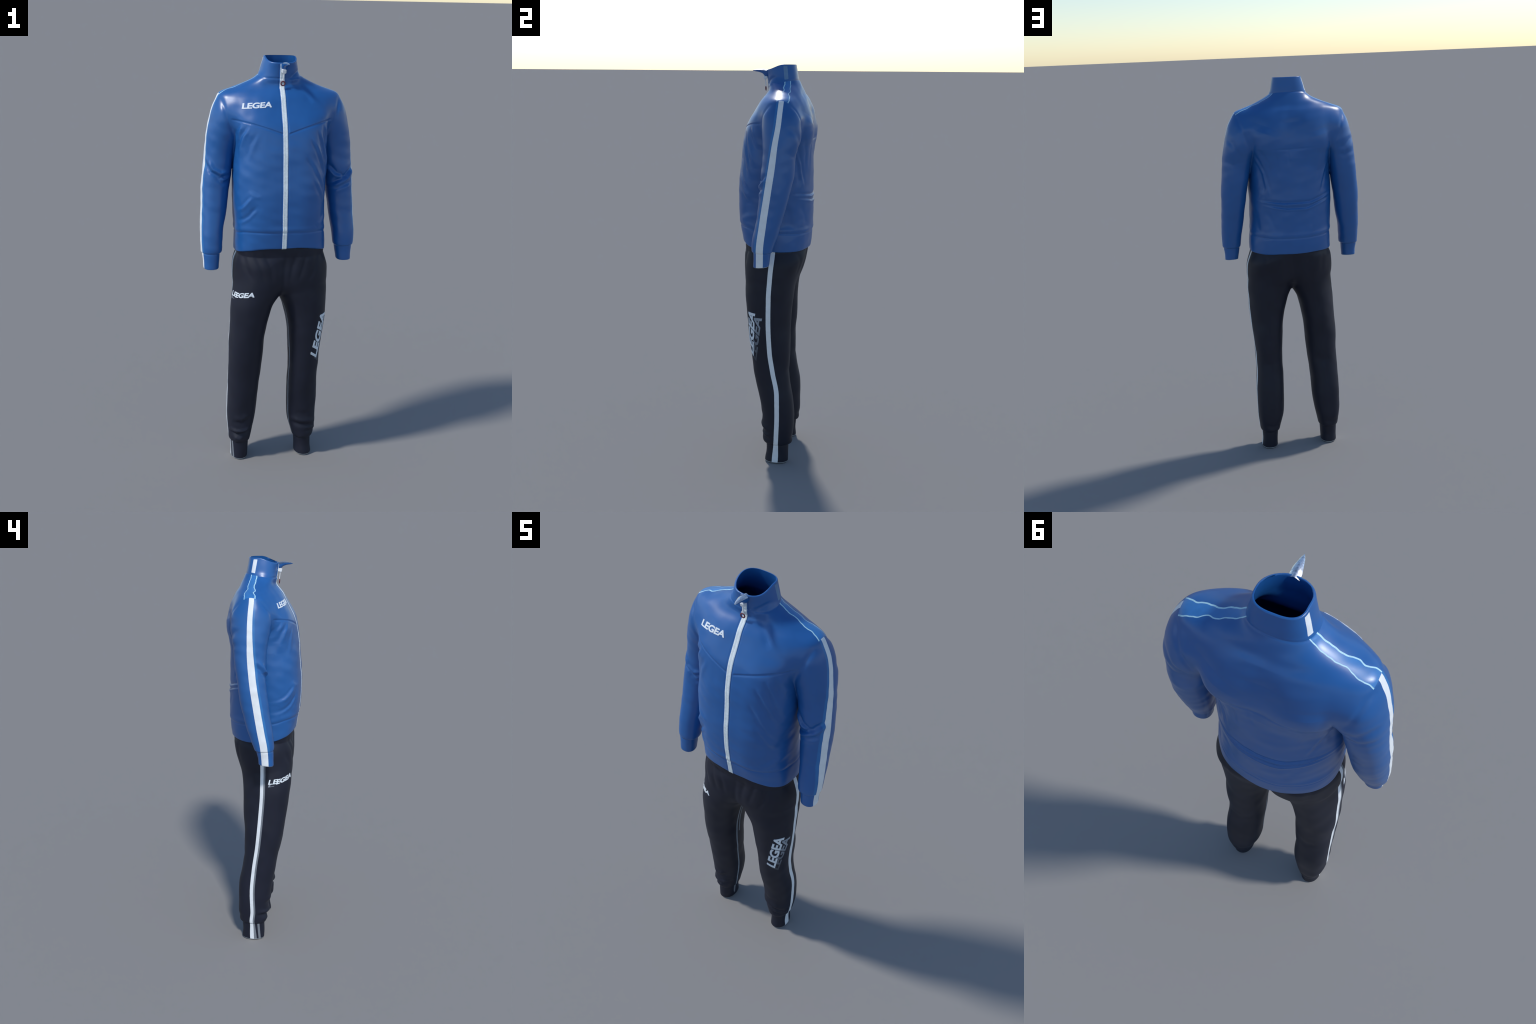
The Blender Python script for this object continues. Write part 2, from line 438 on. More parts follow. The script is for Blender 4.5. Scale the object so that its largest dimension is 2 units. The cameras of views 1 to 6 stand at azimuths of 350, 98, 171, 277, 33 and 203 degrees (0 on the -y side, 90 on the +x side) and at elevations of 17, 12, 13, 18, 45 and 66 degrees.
    d += -.0016 * np.exp(-(e / .004) ** 2) * (np.abs(x) < .14)
    d += front * (crease(x, z, [(.028, 1.905), (.055, 1.925), (.085, 1.945)], .008, .004) * (z > 1.88)
                  + crease(x, z, [(.030, 1.890), (.060, 1.905), (.090, 1.905)], .009, .003, 'ridge') * (z > 1.86)
                  + crease(x, z, [(.05, 1.885), (.10, 1.84), (.135, 1.80)], .014, .003))
    # zipper stands proud
    e = np.abs(x - ZIP_X(z))
    zipon = step(.0, -.03, y) * (N[:, 1] < -.05) * step(1.975, 1.96, z) * (z > 1.10)
    d += zipon * ((.0016 + .0035 * step(1.88, 1.90, z)) * step(.012, .0095, e) - .0008 * np.exp(-(e / .0016) ** 2) - .0012 * np.exp(-((e - .0135) / .002) ** 2))
    # cuff seams
    for c, s in ((CUFF_SEAM_L, 1), (CUFF_SEAM_R, -1)):
        e = z - c
        d += sl * (x * s > .2) * (-.0018 * np.exp(-(e / .0035) ** 2))
    return d

STRIPE_L = Profile([(1.03, -.0365), (1.064, -.0365), (1.133, -.0355), (1.26, -.0215), (1.399, -.002), (1.535, .018), (1.636, .0305), (1.736, .045), (1.836, .051), (1.86, .052)])
STRIPE_R = Profile([(1.0, -.042), (1.05, -.039), (1.116, -.034), (1.207, -.017), (1.349, .009), (1.476, .029), (1.60, .041), (1.722, .0445), (1.837, .041), (1.86, .041)])
STRIPE_W = Profile([(1.0, .0165), (1.2, .0175), (1.5, .0165), (1.7, .0125), (1.86, .0115)])
SHOULDER_F = Profile([(.08, .037), (.13, .036), (.16, .040), (.19, .036), (.215, .030), (.235, .035), (.26, .026), (.285, .020)])
SHOULDER_B = Profile([(.08, .067), (.13, .071), (.16, .075), (.19, .071), (.215, .078), (.245, .082), (.27, .079), (.285, .072)])

def jacket_regions(P, N):
    x, y, z = P.T
    ax, s = np.abs(x), np.sign(x)
    sl = sleeve_side(P)
    g = {}
    outside = .14 - ax
    g['cuff_L'] = np.maximum(z - CUFF_SEAM_L - .1 * (y + .03), .24 - x)
    g['cuff_R'] = np.maximum(z - CUFF_SEAM_R - .1 * (y + .03), x + .23)
    g['cuff_rim'] = z - .1 * (y + .03) - np.where(x > 0, CUFF_L, CUFF_R) - .0025
    centre = np.where(s > 0, STRIPE_L(z), STRIPE_R(z))
    e = np.abs(y - centre) - STRIPE_W(z)
    midx = np.where(s > 0, .318, .312) - .10 * step(1.55, 1.84, z)
    outer = (midx - ax)
    g['stripe'] = np.maximum(e, outer)
    ed = np.abs(y - centre + .006) - STRIPE_W(z) - .005
    g['edge'] = np.maximum(ed, outer)
    g['sleeve'] = sl
    seam = 1.913 + .14 * y
    g['collar'] = np.maximum(seam - z, ax - .16)
    cy = .0525 + (1.995 - z) * .10
    cy = np.where(s > 0, .041 + (1.995 - z) * .12, .048 + (1.995 - z) * .15)
    g['collar_stripe'] = np.maximum.reduce([np.abs(y - cy) - .0095, seam + .010 - z, z - rim(y) + .007, .055 - ax, .35 - ax - 9 * (N[:, 0] * s > 0)])
    j = np.where(s > 0, .004, 0)
    wob = .0011 * np.sin(ax * 120 + s) + .0004 * np.sin(ax * 290 + 2 * s)
    sf = SHOULDER_F(ax) + j + wob - y
    sb = y - SHOULDER_B(ax) - j - wob
    top = np.maximum(.1 - N[:, 2], 1.80 - z)
    g['shoulder'] = np.maximum.reduce([sf, sb, top])
    g['shoulder_in'] = np.maximum.reduce([sf + .0050, sb + .0034, top])
    g['mouth'] = np.maximum(oval(x, y, z, TORSO) + .0055, 1.94 - z)
    g['hem'] = z - HEM_SEAM(y)
    g['yoke'] = np.maximum(YOKE(ax) - z, y - .055 - 9 * (N[:, 1] > 9))
    g['zip'] = np.maximum.reduce([np.abs(x - ZIP_X(z)) - .0105, y + .0, 1.05 - z, N[:, 1] + .05, z - rim(y) + .005])
    return g

def build_shell(field, lo, hi, h):
    V, T = surface_net(field, lo, hi, h)
    V, T = subdivide(V, T)
    V = snap(field, V, 1)
    V = relax(V, T, 2, .6)
    V = snap(field, V, 1)
    return V, T

# ------------------------------------------------------------------ objects and materials
def material(name, colour, rough=.5, vary=.06, scale=60., bump=.15, bump_scale=900., sheen=0., metal=0., spec=.5, coat=0., colour2=None, patch=.0):
    m = bpy.data.materials.new(name)
    m.use_nodes = True
    nt = m.node_tree
    b = nt.nodes['Principled BSDF']
    tc = nt.nodes.new('ShaderNodeTexCoord')
    n1 = nt.nodes.new('ShaderNodeTexNoise'); n1.inputs['Scale'].default_value = scale; n1.inputs['Detail'].default_value = 4
    nt.links.new(tc.outputs['Object'], n1.inputs['Vector'])
    ramp = nt.nodes.new('ShaderNodeValToRGB')
    c = np.array(colour)
    c2 = np.array(colour2) if colour2 is not None else c
    ramp.color_ramp.elements[0].position = .3; ramp.color_ramp.elements[1].position = .7
    ramp.color_ramp.elements[0].color = (*(c * (1 - vary)), 1)
    ramp.color_ramp.elements[1].color = (*(c2 * (1 + vary)), 1)
    nt.links.new(n1.outputs['Fac'], ramp.inputs['Fac'])
    nt.links.new(ramp.outputs['Color'], b.inputs['Base Color'])
    n2 = nt.nodes.new('ShaderNodeTexNoise'); n2.inputs['Scale'].default_value = bump_scale; n2.inputs['Detail'].default_value = 2
    nt.links.new(tc.outputs['Object'], n2.inputs['Vector'])
    bp = nt.nodes.new('ShaderNodeBump'); bp.inputs['Strength'].default_value = bump; bp.inputs['Distance'].default_value = .0006
    nt.links.new(n2.outputs['Fac'], bp.inputs['Height'])
    nt.links.new(bp.outputs['Normal'], b.inputs['Normal'])
    b.inputs['Roughness'].default_value = rough
    b.inputs['Metallic'].default_value = metal
    b.inputs['Specular IOR Level'].default_value = spec
    b.inputs['Coat Weight'].default_value = coat
    b.inputs['Coat Roughness'].default_value = .3
    b.inputs['Sheen Weight'].default_value = sheen
    return m

BLUE = material('blue_polyester', (.0140, .104, .335), rough=.34, vary=.05, scale=9, bump=.06, spec=.6)
MIST = material('misty_blue_cloth', (.115, .235, .41), rough=.45, vary=.12, scale=35, bump=.08)
EDGE = material('pale_hem_edge', (.50, .55, .60), rough=.6, vary=.06, scale=60)
BLUE_EDGE = material('blue_edging', (.022, .155, .42), rough=.45, vary=.05, scale=30, bump=.06)
SKY = material('sky_blue_band', (.036, .180, .47), rough=.34, vary=.08, scale=40, bump=.08, spec=.6)
PIPING = material('pale_piping', (.42, .68, .80), rough=.5, vary=.10, scale=90, bump=.3)
WHITE = material('white_stripe_cloth', (.74, .78, .82), rough=.55, vary=.04, scale=40, bump=.15)
ZIPWHITE = material('white_zip_tape', (.72, .79, .82), rough=.55, vary=.10, scale=120, bump=.5, bump_scale=700)
NAVY = material('navy_jersey', (.0090, .0110, .0235), rough=.55, vary=.10, scale=14, bump=.12, spec=.35)
GREY = material('grey_stripe_cloth', (.17, .19, .22), rough=.6, vary=.05, scale=40, bump=.15)
DIM = material('slate_piping', (.26, .31, .37), rough=.6, vary=.1, scale=60)
PRINT = material('white_print', (.72, .78, .84), rough=.5, vary=.05, scale=60, bump=.1)
PRINT_DIM = material('ghost_print_dim', (.20, .225, .27), rough=.55, vary=.25, scale=45, bump=.1)  # dim ghost of the thigh word, a double-exposure artefact
SILVER = material('silver_metal', (.74, .75, .78), rough=.26, vary=.30, scale=170, metal=1., bump=.4, bump_scale=300)
ENAMEL = material('white_enamel', (.78, .80, .82), rough=.35, vary=.04)
def ghost_material():  # ghost word from the scan's double exposure, dimmer towards the bottom
    m = material('ghost_print', (.30, .34, .40), rough=.55, vary=.2, scale=45, bump=.1)
    nt = m.node_tree
    b = nt.nodes['Principled BSDF']
    tc = nt.nodes['Texture Coordinate']
    sep = nt.nodes.new('ShaderNodeSeparateXYZ'); nt.links.new(tc.outputs['Object'], sep.inputs[0])
    mr = nt.nodes.new('ShaderNodeMapRange'); mr.inputs['From Min'].default_value = .56; mr.inputs['From Max'].default_value = .76
    mr.inputs['To Min'].default_value = .12; mr.inputs['To Max'].default_value = 1.
    nt.links.new(sep.outputs['Z'], mr.inputs['Value'])
    mix = nt.nodes.new('ShaderNodeMix'); mix.data_type = 'RGBA'
    mix.inputs['A'].default_value = (.010, .012, .024, 1)
    nt.links.new(mr.outputs['Result'], mix.inputs['Factor'])
    nt.links.new(nt.nodes['Color Ramp'].outputs['Color'], mix.inputs['B'])
    nt.links.new(mix.outputs['Result'], b.inputs['Base Color'])
    return m

GHOST = ghost_material()
MAROON = material('maroon_rubber', (.13, .028, .042), rough=.45, vary=.1)

def empty(name, label, category, loc):
    o = bpy.data.objects.new(name, None)
    o.empty_display_size = .1
    o.location = loc
    bpy.context.scene.collection.objects.link(o)
    o['label'], o['category'] = label, category
    return o

def add_mesh(name, V, F, mat, parent, N=None):
    me = bpy.data.meshes.new(name)
    V = np.asarray(V, np.float32)
    off = np.array(parent_world(parent), np.float32)
    if isinstance(F, np.ndarray):
        me.vertices.add(len(V)); me.vertices.foreach_set('co', (V - off).ravel())
        me.loops.add(F.size); me.loops.foreach_set('vertex_index', F.astype(np.int32).ravel())
        me.polygons.add(len(F)); me.polygons.foreach_set('loop_start', np.arange(0, F.size, F.shape[1], dtype=np.int32))
        me.update(calc_edges=True)
    else:
        me.from_pydata((V - off).tolist(), [], F)
    me.polygons.foreach_set('use_smooth', np.ones(len(me.polygons), bool))
    if N is not None:
        me.normals_split_custom_set_from_vertices(np.asarray(N, np.float32).tolist())
    me.materials.append(mat)
    o = bpy.data.objects.new(name, me)
    o.parent = parent
    bpy.context.scene.collection.objects.link(o)
    return o

def parent_world(p):
    v = Vector((0, 0, 0))
    while p is not None:
        v = v + p.location
        p = p.parent
    return v

def split_parts(V, T, N, label, table):
    """label: part index of each triangle; table: (name, material, parent or index of parent part)"""
    made = {}
    for i, (name, mat, parent) in enumerate(table):
        F = T[label == i]
        if not len(F):
            continue
        used, inv = np.unique(F, return_inverse=True)
        par = made[parent] if isinstance(parent, int) else parent
        made[i] = add_mesh(name, V[used], inv.reshape(-1, 3), mat, par, N[used])
    return made

def conform(V, cloth, to_ray, lift):
    """Lay a flat shape (u, v, height) on the finished cloth: to_ray(u, v) gives start and direction."""
    A, D = to_ray(V[:, 0], V[:, 1])
    CV, CT = cloth
    mid = CV[CT].mean(1)
    far = A + D * .2
    lo, hi = np.minimum(A, far).min(0) - .01, np.maximum(A, far).max(0) + .01
    F = CT[((mid > lo) & (mid < hi)).all(1)]
    used, inv = np.unique(F, return_inverse=True)
    tree = BVHTree.FromPolygons(CV[used].tolist(), inv.reshape(-1, 3).tolist())
    P, G = np.zeros_like(A), np.zeros_like(A)
    for i in range(len(A)):
        hit = tree.ray_cast(Vector(A[i]), Vector(D[i]))
        P[i], G[i] = (hit[0], hit[1]) if hit[0] is not None else (far[i], -D[i])
    G = np.where(((G * D).sum(1) > 0)[:, None], -G, G)
    return P + G * (V[:, 2:3] + lift), G

def letters(word, width, height, shear, bold, thick, cell=.004):
    """The word as a thin solid in the plane: u along the line, v up, third = thickness."""
    cu = bpy.data.curves.new('word', 'FONT')
    cu.body = word; cu.offset = bold; cu.resolution_u = 4; cu.space_character = .96
    ob = bpy.data.objects.new('word', cu)
    bpy.context.scene.collection.objects.link(ob)
    dg = bpy.context.evaluated_depsgraph_get()
    me = bpy.data.meshes.new_from_object(ob.evaluated_get(dg))
    bm = bmesh.new(); bm.from_mesh(me)
    bmesh.ops.remove_doubles(bm, verts=bm.verts, dist=1e-5)
    c = np.array([v.co[:] for v in bm.verts])
    lo, hi = c.min(0), c.max(0)
    for v in bm.verts:
        t = (v.co.y - lo[1]) / (hi[1] - lo[1])
        v.co.x = (v.co.x - lo[0]) / (hi[0] - lo[0]) * width
        v.co.y = t * height
        v.co.z = 0
    for ax, size in ((0, width), (1, height)):
        for i in range(1, int(size / cell)):
            n = Vector((1, 0, 0)) if ax == 0 else Vector((0, 1, 0))
            bmesh.ops.bisect_plane(bm, geom=bm.verts[:] + bm.edges[:] + bm.faces[:], dist=1e-6, plane_co=n * (i * cell), plane_no=n)
    for v in bm.verts:
        v.co.x += shear * v.co.y
    bmesh.ops.triangulate(bm, faces=bm.faces[:])
    bmesh.ops.recalc_face_normals(bm, faces=bm.faces[:])
    ext = bmesh.ops.extrude_face_region(bm, geom=bm.faces[:])
    top = {v for v in ext['geom'] if isinstance(v, bmesh.types.BMVert)}
    for v in bm.verts:
        v.co.z = thick if v in top else -.0015
    bmesh.ops.recalc_face_normals(bm, faces=bm.faces[:])
    bm.verts.index_update()
    V = np.array([v.co[:] for v in bm.verts]); F = [[v.index for v in f.verts] for f in bm.faces]
    bm.free()
    bpy.data.objects.remove(ob); bpy.data.curves.remove(cu); bpy.data.meshes.remove(me)
    return V, F

def print_word(name, word, width, height, shear, bold, thick, cloth, to_ray, mat, parent, lift=0., keep=None):
    V, F = letters(word, width, height, shear, bold, thick)
    P, G = conform(V, cloth, to_ray, lift)
    o = add_mesh(name, P, F, mat, parent)
    o.data.polygons.foreach_set('use_smooth', np.zeros(len(o.data.polygons), bool))
    return o

# ---- jacket
jacket = empty('track_jacket', 'blue zip-up track jacket with white stripes and stand collar', 'jacket', (0, 0, 1.10))
V, T = build_shell(jacket_field, (-.39, -.22, 1.01), (.40, .225, 2.02), .0052)
N = normals(V, T)
V = V + N * jacket_folds(V, N)[:, None]
N = normals(V, T)
V, T, R = cut_all(V, T, jacket_regions(V, N))
N = normals(V, T)
C = V[T].mean(1)
left = C[:, 0] > 0
table = [('torso', BLUE, jacket), ('yoke', BLUE, jacket), ('hem_band', BLUE, jacket), ('collar', BLUE, jacket),
         ('sleeve', BLUE, jacket), ('sleeve', BLUE, jacket), ('cuff', BLUE, jacket), ('cuff', BLUE, jacket),
         ('sleeve_stripe', WHITE, 4), ('sleeve_stripe', WHITE, 5), ('stripe_edging', BLUE_EDGE, 4), ('stripe_edging', BLUE_EDGE, 5),
         ('cuff_stripe', WHITE, 6), ('cuff_stripe', WHITE, 7), ('collar_stripe', WHITE, 3),
         ('shoulder_band', SKY, jacket), ('shoulder_band', SKY, jacket), ('piping', PIPING, 15), ('piping', PIPING, 16),
         ('zip_tape', ZIPWHITE, jacket), ('collar_stripe', MIST, 3), ('cuff_edge', EDGE, 6), ('cuff_edge', EDGE, 7)]
L = np.zeros(len(T), int)
L[R['yoke']] = 1
L[R['hem']] = 2
L[R['shoulder'] & left] = 17; L[R['shoulder'] & ~left] = 18
L[R['shoulder_in'] & left] = 15; L[R['shoulder_in'] & ~left] = 16
L[R['collar']] = 3
L[R['collar'] & R['collar_stripe'] & ~left] = 14
L[R['collar'] & R['collar_stripe'] & left] = 20
L[R['zip'] & ~R['sleeve']] = 19
s = R['sleeve']
L[s & left] = 4; L[s & ~left] = 5
L[s & R['edge'] & left] = 10; L[s & R['edge'] & ~left] = 11
L[s & R['stripe'] & left] = 8; L[s & R['stripe'] & ~left] = 9
c1, c2 = R['cuff_L'] & s, R['cuff_R'] & s
L[c1] = 6; L[c2] = 7
L[c1 & R['stripe']] = 12; L[c2 & R['stripe']] = 13
L[c1 & R['cuff_rim']] = 21; L[c2 & R['cuff_rim']] = 22
L[R['mouth']] = -1                      # the neck opening
jparts = split_parts(V, T, N, L, table)
jacket_cloth = (V, T)

# ---- pants
LEG_STRIPE_L = Profile([(0, .025), (.017, .026), (.10, .030), (.135, .032), (.255, .036), (.37, .034), (.489, .012), (.60, -.004), (.755, -.010), (.87, -.009), (1.0, -.001), (1.09, .007), (1.2, .010)])
LEG_STRIPE_R = Profile([(0, .029), (.015, .030), (.10, .034), (.115, .036), (.172, .031), (.285, .035), (.414, .026), (.556, .008), (.71, -.005), (.86, -.013), (.985, -.013), (1.2, -.012)])
INSEAM = Profile([(-.02, .018), (0, .018), (.09, .022), (.14, .020), (.20, .012), (.33, .006), (.45, -.012), (.60, -.034), (.75, -.038), (.92, -.034)])

def pants_folds(P, N):
    x, y, z = P.T
    d = waves(P, 21, .20, .0016) + waves(P, 22, .08, .0005)
    d *= step(.0, .05, z)
    L_, R_ = step(.0, .03, x), step(.0, -.03, x)
    front = step(.03, -.02, y)
    # gathers over the ankle cuffs
    d += R_ * front * (crease(x, z, [(-.225, .165), (-.185, .158), (-.14, .162), (-.105, .185)], .014, .0085, 'fold')
                       + crease(x, z, [(-.205, .235), (-.165, .225), (-.115, .255)], .018, .0045, 'fold')
                       + crease(x, z, [(-.200, .128), (-.175, .120), (-.150, .128)], .010, .004, 'ridge'))
    d += L_ * front * (crease(x, z, [(.085, .205), (.130, .195), (.175, .192), (.222, .170)], .018, .0065, 'fold')
                       + crease(x, z, [(.165, .160), (.195, .150), (.222, .140)], .012, .004, 'fold')
                       + crease(x, z, [(.110, .255), (.150, .245), (.190, .258)], .016, .003))
    back = step(.03, .08, y)
    d += back * (R_ * crease(x, z, [(-.215, .150), (-.17, .130), (-.125, .145)], .014, .003) + L_ * crease(x, z, [(.11, .150), (.155, .128), (.20, .148)], .014, .003))
    # fly and seat seams, gathers under the jacket
    d += front * crease(x, z, [(.020, 1.12), (.012, 1.0), (.010, .90)], .012, .0028)
    d += back * crease(x, z, [(.012, 1.12), (.012, 1.0), (.010, .88)], .030, .0090)
    for a, b in ((-.18, -.165), (-.13, -.10), (-.09, -.05), (.07, .05), (.12, .10), (.17, .16)):
        d += front * crease(x, z, [(a, 1.13), (b, 1.05), (b * .8, .98)], .012, .003)
    for a, b in ((-.15, -.14), (-.08, -.06), (.07, .05), (.16, .15)):
        d += back * crease(x, z, [(a, 1.11), (b, 1.04), (b, .98)], .013, .0022)
    # knees
    d += back * (R_ * crease(x, z, [(-.19, .50), (-.14, .48), (-.09, .51)], .022, .003) + L_ * crease(x, z, [(.10, .51), (.15, .48), (.20, .50)], .022, .003))
    e = z - .096
    d += -.0022 * np.exp(-(e / .004) ** 2)
    return d

def pants_regions(P, N):
    x, y, z = P.T
    s = np.sign(x - .006)
    g = {}
    g['leg'] = .010 - x
    g['cuff'] = z - .097
    g['rim'] = z - .0055
    c = np.where(s > 0, LEG_STRIPE_L(z), LEG_STRIPE_R(z))
    legx = np.where(s > 0, .15, -.15)
    outer = .03 - (x - legx) * s
    w = np.where(s > 0, .0115, .0085) + .004 * step(.12, .02, z)
    off = np.where(s > 0, 0, .0035)
    g['stripe'] = np.maximum(np.abs(y - c - off) - w, outer)
    g['grey'] = np.where(s > 0, 1, np.maximum.reduce([np.abs(y - c + .009 + .003 * step(.1, .0, z)) - .0045 - .003 * step(.1, .0, z), outer]))
    # second bar on the right ankle cuff
    g['bar'] = np.maximum.reduce([np.abs(y - c + .0315 + .003 * step(.09, .0, z)) - .0055, outer - .03, z - .097, np.where(s > 0, 1, -1) * np.ones_like(z)])
    inner = .03 + (x - legx) * s
    i1 = np.abs(y - INSEAM(z)) - .0038 - .003 * step(.11, .09, z)
    g['inseam'] = np.maximum.reduce([i1, inner, z - .88])
    i2 = np.abs(y - INSEAM(z) - .018) - .0028
    g['inseam2'] = np.maximum.reduce([i2, inner, z - .88, .60 - z])
    return g

pants = empty('track_pants', 'navy tapered track pants with white side stripes', 'trousers', (0, 0, 0))
V, T = build_shell(pants_field, (-.26, -.20, -.02), (.28, .20, 1.20), .0052)
N = normals(V, T)
V = V + N * pants_folds(V, N)[:, None]
V, T, R = cut_all(V, T, pants_regions(V, N))
N = normals(V, T)
left = R['leg']
table = [('leg', NAVY, pants), ('leg', NAVY, pants), ('ankle_cuff', NAVY, pants), ('ankle_cuff', NAVY, pants),
         ('side_stripe', WHITE, 0), ('side_stripe', WHITE, 1), ('cuff_stripe', WHITE, 2), ('cuff_stripe', WHITE, 3),
         ('stripe_grey_edge', GREY, 1), ('stripe_grey_edge', GREY, 3), ('cuff_bar', GREY, 3),  # grey strip along one edge of the right leg's stripe
         ('inseam_piping', DIM, 0), ('inseam_piping', DIM, 1), ('cuff_piping', GREY, 2), ('cuff_piping', GREY, 3),
         ('hem_edge', EDGE, 2), ('hem_edge', EDGE, 3)]
L = np.where(left, 0, 1)
cu = R['cuff']
L[cu] = np.where(left, 2, 3)[cu]
for k, a, b in (('inseam2', (11, 12), (11, 12)), ('inseam', (11, 12), (13, 14)), ('stripe', (4, 5), (6, 7)), ('grey', (8, 8), (9, 9))):
    m = R[k] & ~cu; L[m] = np.where(left, a[0], a[1])[m]
    m = R[k] & cu; L[m] = np.where(left, b[0], b[1])[m]
L[R['bar'] & cu & ~left] = 10
L[R['rim']] = np.where(left, 15, 16)[R['rim']]
pparts = split_parts(V, T, N, L, table)
pants_cloth = (V, T)

# ---- printed words and their double-exposure ghosts
def chest_ray(u, v):
    x = -.188 + u
    z = 1.775 + v + u * .08
    return np.stack([x, np.full_like(x, -.26), z], 1), np.tile([0., 1., 0.], (len(u), 1))

print_word('chest_lettering', 'LEGEA', .130, .0240, .22, .035, .0012, jacket_cloth, chest_ray, PRINT, jparts[1], lift=.0003)

def leg_ray(centre, s0, ds, z0, dz, turn):
    """Wrap round the leg: u, v measured along the cloth; angle 0 faces -y, growing towards +x."""
    cx, cy = centre
    def f(u, v):
        su = s0 + ds[0] * u + ds[1] * v
        a = su / .105
        z = z0 + dz[0] * u + dz[1] * v
        D = np.stack([np.sin(a), -np.cos(a), np.zeros_like(a)], 1)
        A = np.stack([np.full_like(a, cx), np.full_like(a, cy), z], 1) + D * .22
        return A, -D
    return f

def degrees_arc(d):
    return math.radians(d) * .105

right_thigh = (-.11, -.03)
print_word('thigh_lettering', 'EGEA', .098, .024, .25, .035, .0010, pants_cloth, leg_ray(right_thigh, degrees_arc(-62), (1, 0), .893, (.21, 1), 0), PRINT, pparts[1], lift=.0004)
print_word('thigh_lettering', 'LE', .046, .024, .25, .02, .0010, pants_cloth, leg_ray(right_thigh, degrees_arc(-84), (1, 0), .894, (.06, 1), 0), PRINT, pparts[1], lift=.0001)  # offset second copy of the word, doubled by the scan
print_word('thigh_lettering', 'L', .030, .018, .25, .02, .0008, pants_cloth, leg_ray(right_thigh, degrees_arc(-84), (1, 0), .880, (.16, .8), 0), PRINT_DIM, pparts[1], lift=-.0004)  # dim leftover letter of the double exposure
left_thigh = (.15, -.013)
def thigh_ray(s0, z0):
    return leg_ray(left_thigh, s0, (.17, -1), z0, (.985, .17), 0)
print_word('thigh_lettering', 'LEGEA', .235, .048, .42, .03, .0012, pants_cloth, thigh_ray(degrees_arc(27) + .008, .566), PRINT, pparts[0], lift=.0004)
print_word('thigh_lettering', 'LEGEA', .240, .046, .42, .03, .0008, pants_cloth, leg_ray(left_thigh, degrees_arc(27) + .030, (.235, -1), .542, (.98, .17), 0), GHOST, pparts[0], lift=-.0003)  # ghost copy beside the real word, a double-exposure artefact

# ---- inside of the collar
def lining(T, zs, inset, top):
    """Inner wall: the cross-sections of T set inwards, from the rim downwards."""
    a = np.linspace(0, 2 * math.pi, 129)
    rows = []
    for i, z in enumerate(zs):
        xl, xr, yf, yb, ym = (float(T(z, c)) for c in range(5))
        cx = (xl + xr) / 2
        r = np.full_like(a, .3)
        lo, hi = np.full_like(a, .0), np.full_like(a, .35)
        for _ in range(30):
            m = (lo + hi) / 2
            zz = np.minimum(z, top(ym + m * np.sin(a)) - .0005) if i == 0 else np.full_like(a, z)
            f = oval(cx + m * np.cos(a), ym + m * np.sin(a), zz, T) + inset[i]
            lo, hi = np.where(f < 0, m, lo), np.where(f < 0, hi, m)
        y = ym + lo * np.sin(a)
        rows.append(np.stack([cx + lo * np.cos(a), y, np.minimum(z, top(y) - .0006)], 1))
    return np.array(rows)

# ---- zipper hardware and scan spike at the collar
def loft(sections):
    n = len(sections[0]); V = np.concatenate(sections); F = []
    for i in range(len(sections) - 1):
        for j in range(n):
            a, b = i * n + j, i * n + (j + 1) % n
            F.append([a, b, b + n, a + n])
    F.append(list(range(n))[::-1]); F.append([(len(sections) - 1) * n + j for j in range(n)])
    return V, F

def beak():
    """Spike left by a scan fault at the collar front: flat silver top with a ridge, blue hollow underside."""
    keys = Profile([(0, -.050, 1.9765, .0290, .0165, .005), (.15, -.064, 1.977, .0300, .0160, .005), (.35, -.080, 1.9785, .0180, .0140, .006),
                    (.6, -.098, 1.9775, .0115, .0105, .007), (.85, -.117, 1.9745, .0065, .0060, .0075), (1, -.128, 1.9718, .0014, .0012, .008)])
    top, under = [], []
    for t in np.linspace(0, 1, 25):
        y, zt, h, w, cx = (float(keys(t, c)) for c in range(5))
        a = np.linspace(0, math.pi, 17)
        u = np.cos(a)
        ridge = zt + .001 - .0075 * (1 - t) * np.abs(u) ** 1.3 - .0012 * u ** 4
        top.append(np.stack([cx + w * u, np.full_like(u, y), ridge], 1))
        low = zt - .0090 * (1 - t) - (h - .004 * (1 - t))  * np.sin(a) ** .8
        under.append(np.stack([cx + w * u, np.full_like(u, y), np.minimum(low, ridge - .0004)], 1))
    return np.array(top), np.array(under)

def sheet(G):
    r, c = G.shape[:2]
    i = np.arange((r - 1) * c).reshape(r - 1, c)[:, :-1].ravel()
    return G.reshape(-1, 3), np.stack([i, i + 1, i + c + 1, i + c], 1)

top, under = beak()
V, F = sheet(top); add_mesh('scan_spike', V, F[:, ::-1].copy(), SILVER, jparts[3])  # upper side of the scan-fault spike, not a sewn part
zs = np.concatenate([np.linspace(2.0, 1.93, 12), np.linspace(1.92, 1.86, 10), np.linspace(1.84, 1.45, 14)])
ins = np.interp(zs, [1.45, 1.86, 1.905, 1.925, 2.0], [.02, .020, .014, .0075, .0055])
V, F = sheet(lining(TORSO, zs, ins, rim)); add_mesh('collar_lining', V, F, BLUE, jparts[3])
V, F = sheet(under); add_mesh('scan_spike_underside', V, F, BLUE, jparts[3])  # blue underside of the scan-fault spike

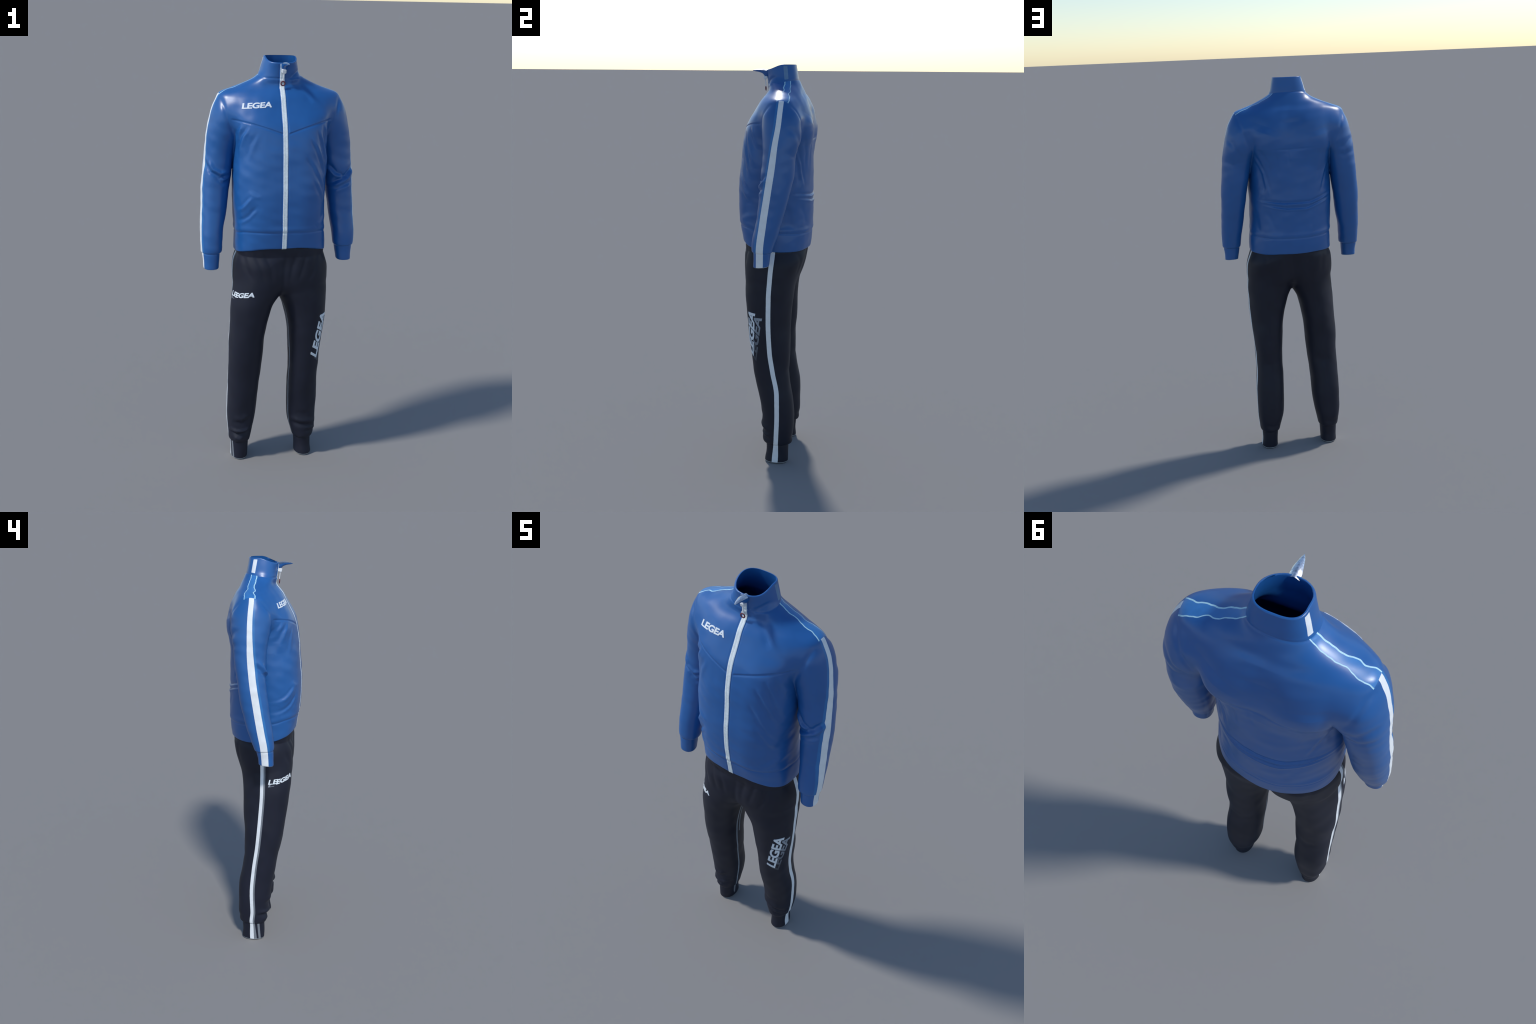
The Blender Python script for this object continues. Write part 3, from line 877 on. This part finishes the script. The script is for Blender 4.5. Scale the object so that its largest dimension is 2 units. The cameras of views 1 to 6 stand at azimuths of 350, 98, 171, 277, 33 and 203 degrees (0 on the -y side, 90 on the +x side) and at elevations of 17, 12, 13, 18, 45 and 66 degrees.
def rounded_box(name, centre, size, r, mat, parent, tilt=0.):
    bm = bmesh.new()
    bmesh.ops.create_cube(bm, size=1)
    for v in bm.verts:
        v.co = Vector((v.co.x * size[0], v.co.y * size[1], v.co.z * size[2]))
    bmesh.ops.bevel(bm, geom=bm.edges[:], offset=r, segments=2, affect='EDGES')
    M = Matrix.Translation(centre) @ Matrix.Rotation(tilt, 4, 'X')
    bmesh.ops.transform(bm, matrix=M, verts=bm.verts)
    bm.verts.index_update()
    V = np.array([v.co[:] for v in bm.verts]); F = [[v.index for v in f.verts] for f in bm.faces]
    bm.free()
    o = add_mesh(name, V, F, mat, parent)
    o.data.polygons.foreach_set('use_smooth', np.zeros(len(o.data.polygons), bool))
    return o

slider = rounded_box('zip_slider', (.0015, -.0645, 1.940), (.0180, .020, .018), .0020, ENAMEL, jparts[19], .25)
rounded_box('zip_bridge', (.0012, -.0660, 1.931), (.008, .010, .008), .0018, ENAMEL, jparts[19], .2)

def ring(centre, R, r, mat, name, parent, squash=1.0, tilt=0.):
    V, F = [], []
    n, m = 40, 14
    for i in range(n):
        a = 2 * math.pi * i / n
        for j in range(m):
            b = 2 * math.pi * j / m
            q = R + r * math.cos(b)
            x, y, z = q * math.cos(a), r * squash * math.sin(b), q * math.sin(a)
            y, z = y * math.cos(tilt) - z * math.sin(tilt), y * math.sin(tilt) + z * math.cos(tilt)
            V.append((centre[0] + x, centre[1] + y, centre[2] + z))
            F.append([i * m + j, i * m + (j + 1) % m, (i + 1) % n * m + (j + 1) % m, (i + 1) % n * m + j])
    return add_mesh(name, V, F, mat, parent)

def pull_bar():
    secs = []
    for t in np.linspace(0, 1, 14):
        z = 1.934 - .038 * t
        w = .0040 - .0010 * math.sin(math.pi * t) + .0042 * max(0, t - .72) / .28
        y = -.0660 + .003 * t
        a = np.linspace(0, 2 * math.pi, 16, endpoint=False)
        secs.append(np.stack([.0012 - .003 * t + w * np.sign(np.cos(a)) * np.abs(np.cos(a)) ** .6, y + .0017 * np.sign(np.sin(a)) * np.abs(np.sin(a)) ** .6, np.full_like(a, z)], 1))
    return loft(secs)

V, F = pull_bar()
add_mesh('zip_pull', V, F, ENAMEL, slider)
ring((-.002, -.0635, 1.8855), .0088, .0030, MAROON, 'pull_ring', slider, .8, .08)
